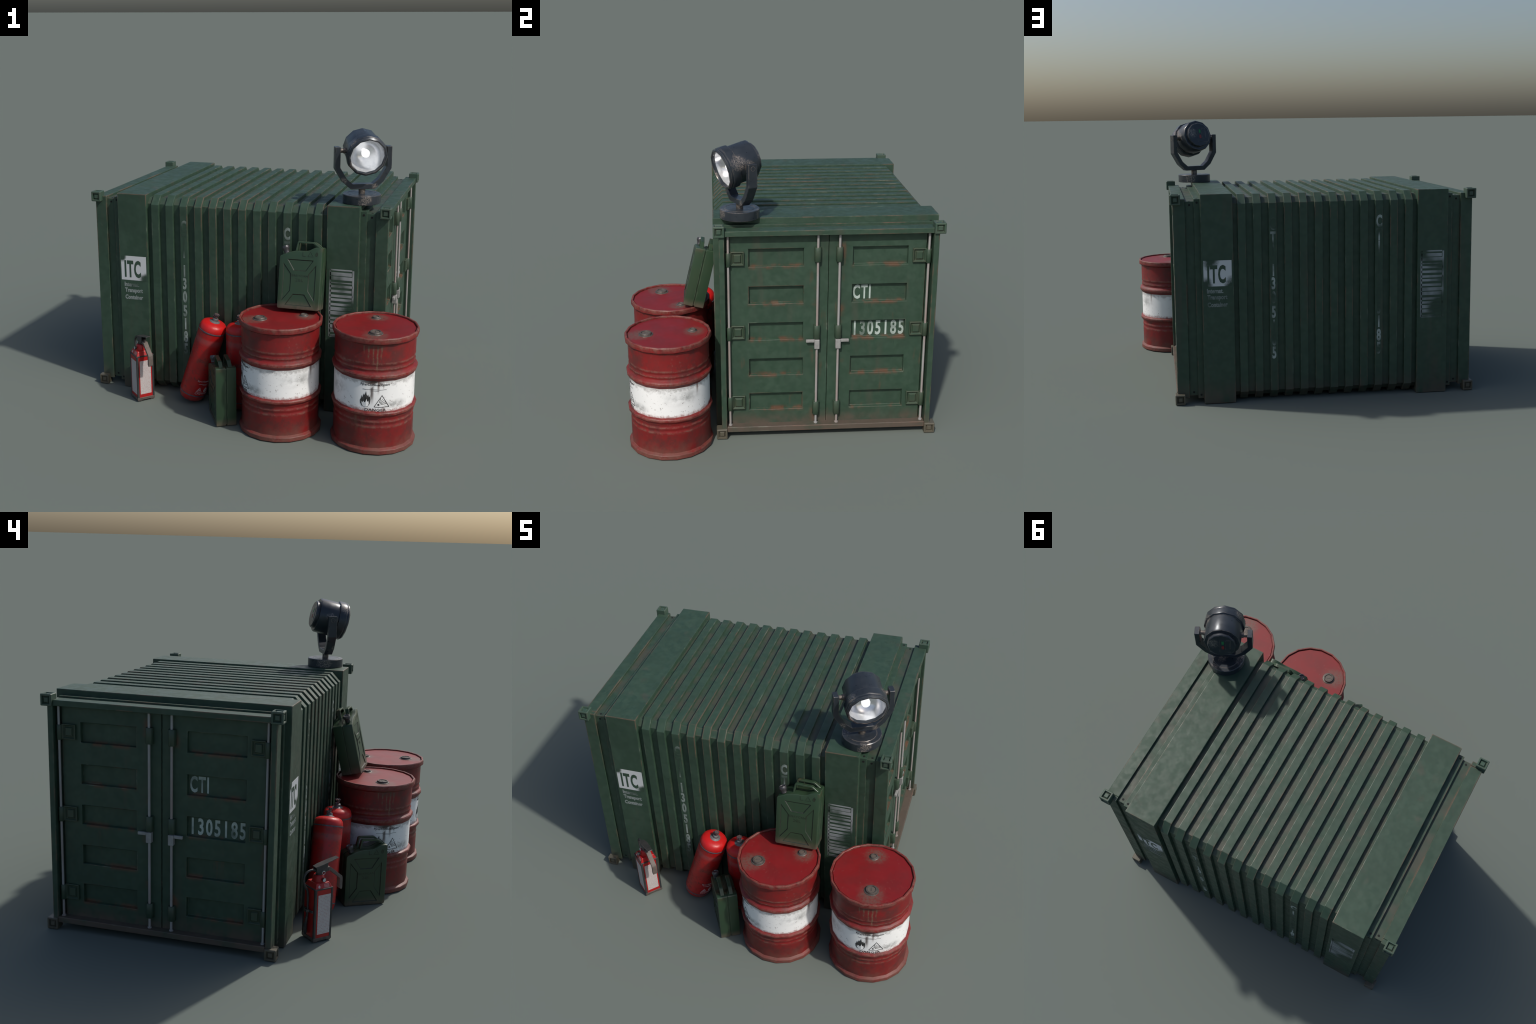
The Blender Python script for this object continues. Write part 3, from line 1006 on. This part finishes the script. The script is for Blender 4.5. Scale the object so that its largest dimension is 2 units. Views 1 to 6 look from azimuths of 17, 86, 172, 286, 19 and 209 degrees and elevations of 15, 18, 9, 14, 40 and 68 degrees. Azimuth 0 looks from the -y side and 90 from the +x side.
def can_half(front):
    """one pressed half shell; front = True is the half with y from 0"""
    outl = can_outline()
    bm = bmesh.new()
    r = 0.004
    loft(bm, [(shrink(outl, r), 0.0), (shrink(outl, r * 0.3), r * 0.3), (outl, r), (outl, 0.0535)])
    body = bpy.data.objects.new("tmp_half", to_mesh(bm, "half_shell"))
    ROOT.objects.link(body)
    bm = bmesh.new()
    for pk in POCKETS:
        c = Vector((sum(p[0] for p in pk), sum(p[1] for p in pk))) / len(pk)
        big = [tuple(c + (Vector(p) - c) * 1.0) for p in pk]
        ccw = sum(big[i - 1][0] * big[i][1] - big[i][0] * big[i - 1][1] for i in range(len(big))) > 0
        big = big if ccw else big[::-1]
        loft(bm, [(shrink(big, -0.003), -0.004), (big, 0.0), (shrink(big, 0.0036), 0.0036)])
    cut = bpy.data.objects.new("tmp_cut", to_mesh(bm, "cut"))
    ROOT.objects.link(cut)
    md = body.modifiers.new("pockets", "BOOLEAN")
    md.object, md.operation, md.solver = cut, "DIFFERENCE", "EXACT"
    dg = bpy.context.evaluated_depsgraph_get()
    me = bpy.data.meshes.new_from_object(body.evaluated_get(dg))
    for o in (body, cut):
        d = o.data
        bpy.data.objects.remove(o)
        bpy.data.meshes.remove(d)
    if not front:
        for v in me.vertices:
            v.co.y = JD - v.co.y
        me.flip_normals()
    me.name = "half_shell"
    me.materials.append(M["jerry"])
    me.materials.append(M["jerry_groove"])
    for p in me.polygons:
        c = p.center
        if 0.016 < c.x < 0.222 and 0.012 < c.z < 0.285 and min(c.y, JD - c.y) < 0.0034 and 0.25 < abs(p.normal.y) < 0.97:
            p.material_index = 1
    me.polygons.foreach_set("use_smooth", [True] * len(me.polygons))
    me.set_sharp_from_angle(angle=rad(28))
    return me


HALF = [can_half(True), can_half(False)]
bm = bmesh.new()
prism(bm, [(z, x) for x, z in shrink(can_outline(), 0.0060)], 1, 0.050, JD - 0.050)
CORE = to_mesh(bm, "weld_seam")


def can_handle(y0):
    bm = bmesh.new()
    path = [(0.081, 0.318), (0.091, 0.374), (0.100, 0.378), (0.184, 0.376), (0.192, 0.373), (0.224, 0.349)]
    ribbon(bm, path[::-1], y0, y0 + 0.021, 0.0095)
    chamfer(bm, 0.002)
    return to_mesh(bm, "handle")


HANDLES = [can_handle(0.022), can_handle(0.073)]
CAP = lathe("cap", [(0.0, -0.008), (0.0155, -0.008), (0.0155, 0.004), (0.018, 0.010), (0.021, 0.018), (0.0215, 0.024), (0.019, 0.031), (0.0155, 0.032), (0.013, 0.028), (0.0, 0.027)], 16, 40, cap=False)


def can_marks(front):
    parts = [text_mesh("JERRYCAN", 0.0125, 0.0007, 1.12, 1.08), text_mesh("20L", 0.0170, 0.0007, 1.20, 1.12)]
    for me, x, z in ((parts[0], 0.1190, 0.185), (parts[1], 0.1190, 0.163)):
        me.transform(Matrix.Translation((x, 0, z)))
    sym = []
    for p in ([stroke((0.131, 0.318), (0.131, 0.296), 0.003), stroke((0.130, 0.296), (0.147, 0.297), 0.003)]):
        sym.append(p)
    tri = warning_triangle(0.030, 0.026, 0.0018, False)
    sym += [[(x + 0.174, z + 0.309) for x, z in p] for p in tri]
    sym += [[(x + 0.208, z + 0.313) for x, z in flame(0.017, 0.028)]]
    me = to_mesh(flat_shape(sym, 0, 0.0007), "mark")
    parts.append(me)
    me = merge("embossed_mark", parts)
    if not front:
        me.transform(Matrix.Translation((JW, JD, 0)) @ Matrix.Rotation(math.pi, 4, "Z"))
    return me


CAN_MARKS = [can_marks(True)]


def jerrycan(loc, rot):
    j = thing("jerrycan", "dark green pressed steel fuel can, twin handles", "jerrycan", loc, rot)
    for me in HALF:
        add("half_shell", me, j, "jerry")
    add("weld_seam", CORE, j, "jerry")
    for me in HANDLES:
        add("handle", me, j, "jerry")
    add("cap", CAP, j, "jerry_cap", (0.031, 0.027, 0.318), (0, rad(-20), 0))
    for me in CAN_MARKS:
        add("embossed_mark", me, j, "jerry_mark")


jerrycan((-0.2060, -0.5535, 0.0), (0, 0, rad(-60.0)))
jerrycan((0.2010, -0.5445, 0.6660), (rad(-13.6), rad(-0.2), rad(0.3)))

# ================================================================== gas cylinders
NG = 20
RC = 0.0812
cyl_body = lathe("cylinder_body", [(0.0, 0.004), (0.044, 0.0), (0.052, 0.004), (0.068, 0.014), (0.077, 0.030), (0.0808, 0.048), (RC, 0.055), (RC, 0.468), (0.0806, 0.484), (0.0770, 0.499), (0.0690, 0.510), (0.0520, 0.5175), (0.0300, 0.5210), (0.0, 0.522)], NG, 40, cap=False)
ring_mesh = lathe("weld_ring", [(RC - 0.002, -0.0035), (RC + 0.0018, -0.0030), (RC + 0.0022, 0.0), (RC + 0.0018, 0.0030), (RC - 0.002, 0.0035)], NG, 40, cap=False)
collar_mesh = lathe("collar", [(0.033, 0.5165), (0.031, 0.5215), (0.018, 0.527), (0.0165, 0.540), (0.012, 0.542), (0.0, 0.542)], 18, 40, cap=False)
stem_mesh = lathe("valve_stem", [(0.0085, 0.540), (0.0085, 0.548), (0.0105, 0.551), (0.0105, 0.556), (0.006, 0.558), (0.006, 0.566), (0.0, 0.567)], 12, 40, cap=False)


def handwheel():
    bm = bmesh.new()
    n = 40
    poly = []
    for i in range(n):
        a = 2 * math.pi * i / n
        poly.append(((0.0135 + 0.0028 * math.cos(a * 8)) * math.cos(a), (0.0135 + 0.0028 * math.cos(a * 8)) * math.sin(a)))
    prism(bm, poly, 2, 0.5625, 0.5695)
    f = [q for q in bm.faces if len(q.verts) == n and q.calc_center_median().z > 0.566]
    bmesh.ops.inset_region(bm, faces=f, thickness=0.0035, depth=0.0)
    bmesh.ops.inset_region(bm, faces=f, thickness=0.0015, depth=-0.003)
    # outlet spigot on the collar side
    tube(bm, [(0.006, 0.0, 0.5475), (0.020, 0.0, 0.5475)], 0.0048, 10)
    tube(bm, [(0.0185, 0.0, 0.5475), (0.0225, 0.0, 0.5475)], 0.0065, 10)
    return to_mesh(bm, "handwheel", 40)


wheel_mesh = handwheel()


def tank_marks():
    parts = []

    def put(me, z, da=0.0):
        me.transform(Matrix.Translation((0, 0, z)))
        me = cut_long(me, 0.008)
        for v in me.vertices:
            a = da + v.co.x / RC
            r = RC + 0.0002 - v.co.y
            v.co = (r * math.cos(a), r * math.sin(a), v.co.z)
        parts.append(me)

    put(text_mesh("Pyro-Combust", 0.0100, 0.0007, 1.05, 1.0), 0.158)
    put(to_mesh(flat_shape([stroke((-0.034, 0), (0.030, 0), 0.0016), stroke((-0.008, -0.006), (0.022, -0.006), 0.0014)], 0, 0.0007), "mark"), 0.140)
    put(to_mesh(flat_shape(warning_triangle(0.034, 0.030, 0.0018), 0, 0.0007), "mark"), 0.102, -0.25)
    put(to_mesh(flat_shape([flame(0.022, 0.034)], 0, 0.0007), "mark"), 0.102, 0.26)
    put(text_mesh("CAUTION", 0.0110, 0.0007, 1.10, 1.1), 0.076)
    return merge("printed_mark", parts)


tank_mark_mesh = tank_marks()


def gas_cylinder(loc, rot):
    g = thing("gas_cylinder", "scuffed bright red gas bottle with small valve", "gas cylinder", loc, rot)
    add("tank", cyl_body, g, "cyl")
    for z in (0.055, 0.470):
        add("weld_ring", ring_mesh, g, "cyl_ring", (0, 0, z))
    add("collar", collar_mesh, g, "cyl_collar")
    add("valve_stem", stem_mesh, g, "cyl_valve")
    add("handwheel", wheel_mesh, g, "cyl_valve", (0, 0, 0), (0, 0, rad(150)))
    add("printed_mark", tank_mark_mesh, g, "print_white", (0, 0, 0), (0, 0, rad(-38)))


gas_cylinder((-0.3595, -0.4440, 0.0160), (0, math.atan2(0.305, 0.952), 0))
gas_cylinder((-0.0420, -0.4590, 0.0010), (0, 0, 0))

# ================================================================== fire extinguisher
ext = thing("fire_extinguisher", "small square red fire extinguisher with black trim", "fire extinguisher", (-0.6530, -0.4907, 0), (0, 0, rad(-43.5)))
HB = 0.0525
bm = bmesh.new()
box(bm, -HB, HB, -HB, HB, 0.012, 0.281)
chamfer(bm, 0.010, 2, [e for e in bm.edges if abs((e.verts[0].co - e.verts[1].co).z) > 0.1])
add("body", to_mesh(bm, "body", 40), ext, "ext")
# sloping shoulder and neck
bm = bmesh.new()
def quad_ring(h, z):
    return [(-h, -h, z), (h, -h, z), (h, h, z), (-h, h, z)]
rings = [[bm.verts.new(p) for p in quad_ring(h, z)] for h, z in ((0.050, 0.279), (0.0495, 0.285), (0.0400, 0.309), (0.0370, 0.311))]
for a, b in zip(rings, rings[1:]):
    for i in range(4):
        bm.faces.new((a[i], a[(i + 1) % 4], b[(i + 1) % 4], b[i]))
bm.faces.new(rings[-1])
bm.faces.new(rings[0][::-1])
chamfer(bm, 0.0016)
add("shoulder", to_mesh(bm, "shoulder"), ext, "ext")
add("neck", lathe("neck", [(0.034, 0.308), (0.0335, 0.316), (0.0300, 0.334), (0.0265, 0.343), (0.0240, 0.345), (0.0, 0.345)], 16, 40, cap=False), ext, "ext")
# black edge trim: four corner strips, top rail, foot rail with four feet
for sx in (-1, 1):
    for sy in (-1, 1):
        bm = bmesh.new()
        o, i_ = 0.0545, 0.0410
        box(bm, *sorted((sx * i_, sx * o)), *sorted((sy * i_, sy * o)), 0.014, 0.285)
        chamfer(bm, 0.0045, 2, [e for e in bm.edges if abs((e.verts[0].co - e.verts[1].co).z) > 0.1])
        add("corner_trim", to_mesh(bm, "corner_trim", 40), ext, "ext_black")
        bm = bmesh.new()
        box(bm, *sorted((sx * 0.026, sx * 0.0525)), *sorted((sy * 0.026, sy * 0.0525)), 0.0, 0.011)
        chamfer(bm, 0.002)
        add("foot", to_mesh(bm, "foot"), ext, "ext_foot")
for z0, z1, mat, nm in ((0.2785, 0.2858, "ext_black", "top_trim"), (0.006, 0.022, "ext_foot", "foot_trim")):
    bm = bmesh.new()
    for rot in range(4):
        b2 = bmesh.new()
        box(b2, -0.0548, 0.0548, -0.0548, -0.0478, z0, z1)
        bmesh.ops.rotate(b2, verts=b2.verts[:], cent=(0, 0, 0), matrix=Matrix.Rotation(rot * math.pi / 2, 3, "Z"))
        chamfer(b2, 0.0012)
        t = to_mesh(b2, "t")
        t.transform(Matrix.Translation((0, 0, 0.0004 * (rot % 2))) @ Matrix.Scale(1 - 0.002 * (rot % 2), 4))
        bm.from_mesh(t)
        bpy.data.meshes.remove(t)
    add(nm, to_mesh(bm, nm), ext, mat)
# printed labels on the gauge side and on the grip side
add("label", box_mesh("label", (-0.0335, 0.0415, -0.0534, -0.0520, 0.041, 0.252)), ext, "label")
add("label", box_mesh("label", (0.0520, 0.0534, -0.0350, 0.0345, 0.043, 0.253)), ext, "label")
# small print on the sloping shoulder
slope = Matrix.Rotation(math.atan2(0.0095, 0.024), 4, "X")
me = to_mesh(flat_shape([flame(0.013, 0.018)], 0, 0.0006), "mark")
me.transform(Matrix.Translation((-0.026, -0.0450, 0.2965)) @ Matrix.Rotation(-math.atan2(0.0095, 0.024), 4, "X"))
lines = to_mesh(flat_shape([stroke((0.000, z), (0.030, z), 0.0016) for z in (-0.007, -0.002, 0.003, 0.008)], 0, 0.0006), "mark")
lines.transform(Matrix.Translation((0.004, -0.0450, 0.2965)) @ Matrix.Rotation(-math.atan2(0.0095, 0.024), 4, "X"))
add("shoulder_print", merge("shoulder_print", [me, lines]), ext, "print_white")
# valve block, lever, carrying grip
add("valve_neck", lathe("valve_neck", [(0.0185, 0.343), (0.0185, 0.347), (0.0150, 0.349), (0.0150, 0.362), (0.0, 0.362)], 14, 40, cap=False), ext, "ext_metal")
bm = bmesh.new()
prism(bm, [(z, x) for x, z in [(-0.020, 0.356), (0.030, 0.352), (0.050, 0.357), (0.060, 0.362), (0.060, 0.372), (0.034, 0.378), (-0.022, 0.376)]], 1, -0.0125, 0.0125)
chamfer(bm, 0.0015)
add("valve_block", to_mesh(bm, "valve_block"), ext, "ext_metal")
bm = bmesh.new()
lo = [(-0.030, 0.0150, 0.3890), (0.0, 0.0200, 0.3965), (0.060, 0.0185, 0.4105), (0.110, 0.0140, 0.4215)]
top = [(bm.verts.new((x, -w, z)), bm.verts.new((x, w, z))) for x, w, z in lo]
bot = [(bm.verts.new((x, -w, z - 0.0035)), bm.verts.new((x, w, z - 0.0035))) for x, w, z in lo]
for i in range(3):
    bm.faces.new((top[i][0], top[i + 1][0], top[i + 1][1], top[i][1]))
    bm.faces.new((bot[i][0], bot[i][1], bot[i + 1][1], bot[i + 1][0]))
    for k in (0, 1):
        bm.faces.new((top[i][k], bot[i][k], bot[i + 1][k], top[i + 1][k]))
bm.faces.new((top[0][0], top[0][1], bot[0][1], bot[0][0]))
bm.faces.new((top[3][0], bot[3][0], bot[3][1], top[3][1]))
chamfer(bm, 0.0008)
# cheeks that hang the lever on the valve
for s in (-1, 1):
    prism(bm, [(z, x) for x, z in [(-0.028, 0.388), (-0.018, 0.360), (0.028, 0.356), (0.040, 0.372), (0.046, 0.4065)]], 1, s * 0.0150 - 0.0012, s * 0.0150 + 0.0012)
add("squeeze_lever", to_mesh(bm, "squeeze_lever"), ext, "ext_metal")
bm = bmesh.new()
gp = [(0.050, 0.374), (0.066, 0.374), (0.137, 0.316), (0.140, 0.308), (0.1400, 0.250), (0.134, 0.244)]
ribbon(bm, gp, -0.0135, 0.0135, -0.016)
chamfer(bm, 0.003, 2)
add("grip", to_mesh(bm, "grip", 40), ext, "ext_grip")
# gauge, safety ring
gm = lathe("gauge", [(0.004, -0.016), (0.004, 0.0), (0.0105, 0.001), (0.0110, 0.009), (0.0095, 0.0105), (0.0090, 0.0085)], 18, 40, cap=False)
gauge = add("gauge", gm, ext, "ext_metal", (0.004, -0.036, 0.3265), (rad(90), 0, 0))
add("gauge_dial", lathe("gauge_dial", [(0.0094, 0.0082), (0.0094, 0.0088), (0.0, 0.0088)], 18, 40, cap=False), gauge, "dial")
bm = bmesh.new()
ring = [(0.0085 * math.cos(2 * math.pi * i / 20), 0.0, 0.0085 * math.sin(2 * math.pi * i / 20)) for i in range(21)]
tube(bm, ring, 0.0016, 8, cap=False)
bmesh.ops.remove_doubles(bm, verts=bm.verts[:], dist=0.0001)
tube(bm, [(0.0, 0.001, 0.0085), (-0.004, 0.030, 0.0125)], 0.0016, 8)
add("safety_ring", to_mesh(bm, "safety_ring", 50), ext, "chrome", (0.008, -0.030, 0.3600))


# hose, its clip and the horn
def curve_pts(ctrl, n=8):
    out = []
    P = [Vector(ctrl[0])] + [Vector(c) for c in ctrl] + [Vector(ctrl[-1])]
    for i in range(1, len(P) - 2):
        p0, p1, p2, p3 = P[i - 1:i + 3]
        for k in range(n):
            t = k / n
            out.append(0.5 * ((2 * p1) + (p2 - p0) * t + (2 * p0 - 5 * p1 + 4 * p2 - p3) * t * t + (3 * p1 - p0 - 3 * p2 + p3) * t ** 3))
    out.append(P[-2])
    return out


bm = bmesh.new()
tube(bm, curve_pts([(-0.018, 0, 0.370), (-0.045, 0, 0.3735), (-0.072, 0.0, 0.3655), (-0.089, 0.0, 0.344), (-0.0905, 0.0, 0.318), (-0.080, 0, 0.290), (-0.0665, 0, 0.268), (-0.0615, 0, 0.235), (-0.0610, 0.0, 0.160), (-0.0620, 0.001, 0.122)]), 0.0060, 10)
add("hose", to_mesh(bm, "hose", 50), ext, "ext_black")
bm = bmesh.new()
tube(bm, [(-0.0620, 0.001, 0.126), (-0.0630, 0.003, 0.118), (-0.0640, 0.006, 0.090), (-0.0640, 0.009, 0.084), (-0.0640, 0.011, 0.040), (-0.0640, 0.012, 0.030)], [0.0062, 0.0082, 0.0090, 0.0100, 0.0100, 0.0075], 12)
add("nozzle", to_mesh(bm, "nozzle", 40), ext, "ext_metal")
bm = bmesh.new()
ribbon(bm, [(-0.050, -0.036), (-0.056, -0.034), (-0.058, -0.012), (-0.0715, -0.007), (-0.0715, 0.007), (-0.058, 0.012), (-0.056, 0.034), (-0.050, 0.036)], 0.155, 0.168, 0.0025)
for v in bm.verts:
    v.co = (v.co.x, v.co.z, v.co.y)
add("hose_clip", to_mesh(bm, "hose_clip"), ext, "ext_metal")

# ================================================================== floodlight
lamp = thing("floodlight", "dark blue-grey round floodlight on a yoke stand", "lamp", (0.6030, -0.2210, 1.2250), (0, 0, rad(24.5)))
NL = 12
HA = math.pi / NL
base = add("base", lathe("base", [(0.0, 0.0), (0.1040, 0.0), (0.1065, 0.0025), (0.1065, 0.0475), (0.1035, 0.0505), (0.0830, 0.0505), (0.0815, 0.0490), (0.0790, 0.0490), (0.0775, 0.0505), (0.0, 0.0505)], 2 * NL, 40, HA, cap=False), lamp, "lamp")
add("stem", lathe("stem", [(0.019, 0.049), (0.019, 0.081), (0.0, 0.081)], 12, 40, cap=False), lamp, "lamp_stem")
bm = bmesh.new()
yo = [(-0.160, 0.315), (-0.160, 0.193), (-0.1150, 0.118), (-0.0680, 0.078), (0.0680, 0.078), (0.1150, 0.118), (0.160, 0.193), (0.160, 0.315)]
ribbon(bm, yo, -0.0255, 0.0255, 0.0285)
chamfer(bm, 0.0022)
yoke = add("yoke", to_mesh(bm, "yoke"), lamp, "lamp")
bm = bmesh.new()
for s in (-1, 1):
    tube(bm, [(s * 0.159, 0, 0.2925), (s * 0.1612, 0, 0.2925)], 0.0125, 14)
add("pivot_cap", to_mesh(bm, "pivot_cap", 40), yoke, "lamp")
bm = bmesh.new()
for s in (-1, 1):
    tube(bm, [(s * 0.085, 0, 0.2925), (s * 0.133, 0, 0.2925)], 0.0125, 12)
    tube(bm, [(s * 0.085, 0, 0.2925), (s * 0.1105, 0, 0.2925)], 0.0165, 12)
add("pivot_pin", to_mesh(bm, "pivot_pin", 40), yoke, "lamp_stem")
# head: built along +z, then turned to look forward (-y) and tipped down
head_rot = Matrix.Translation((0.0015, 0, 0.2955)) @ Matrix.Rotation(rad(90 + 13.9), 4, "X")


def head_part(me):
    me.transform(head_rot)
    return me


head = add("head", head_part(lathe("head", [(0.0, -0.0915), (0.0765, -0.0915), (0.0810, -0.0870), (0.0815, -0.0700), (0.0985, -0.0700), (0.1030, -0.0610), (0.1045, 0.0400), (0.1045, 0.0450),
                                            (0.1090, 0.0470), (0.1140, 0.0490), (0.1150, 0.0530), (0.1150, 0.0840), (0.1150, 0.0885), (0.1115, 0.0930), (0.1125, 0.0955), (0.1125, 0.1040), (0.1050, 0.1120), (0.0985, 0.1125), (0.0965, 0.1060), (0.0965, 0.0930)], NL, 32, HA * 0, cap=False)), lamp, "lamp")
bowl = []
for i in range(10):
    t = i / 9
    bowl.append((0.098 * math.cos(t * math.pi / 2) ** 0.9 if i < 9 else 0.0, 0.0990 - 0.098 * math.sin(t * math.pi / 2)))
add("reflector", head_part(lathe("reflector", bowl, 36, 60, cap=False)), head, "reflector")
add("bulb", head_part(lathe("bulb", [(0.010, 0.000), (0.012, 0.020), (0.021, 0.040), (0.0235, 0.055), (0.019, 0.070), (0.010, 0.078), (0.0, 0.080)], 20, 60, cap=False)), head, "bulb")
# switch plate on the back
rear = -0.0915


def rear_box(name, x0, x1, u0, u1, h, mat, w=0.0006):
    # seen from behind; local head frame: x, y = down when looking forward... built in the lathe frame
    me = box_mesh(name, (x0, x1, u0, u1, rear - h, rear + 0.001), w)
    return add(name, head_part(me), head, mat)


rear_box("switch_plate", -0.050, 0.012, -0.048, 0.045, 0.0012, "lamp")
rear_box("switch_plate", -0.046, -0.020, -0.026, 0.040, 0.0022, "lamp")
rear_box("switch", -0.0135, -0.0005, 0.011, 0.034, 0.0030, "led_green")
rear_box("switch", -0.0135, -0.0005, -0.025, -0.002, 0.0030, "led_red")
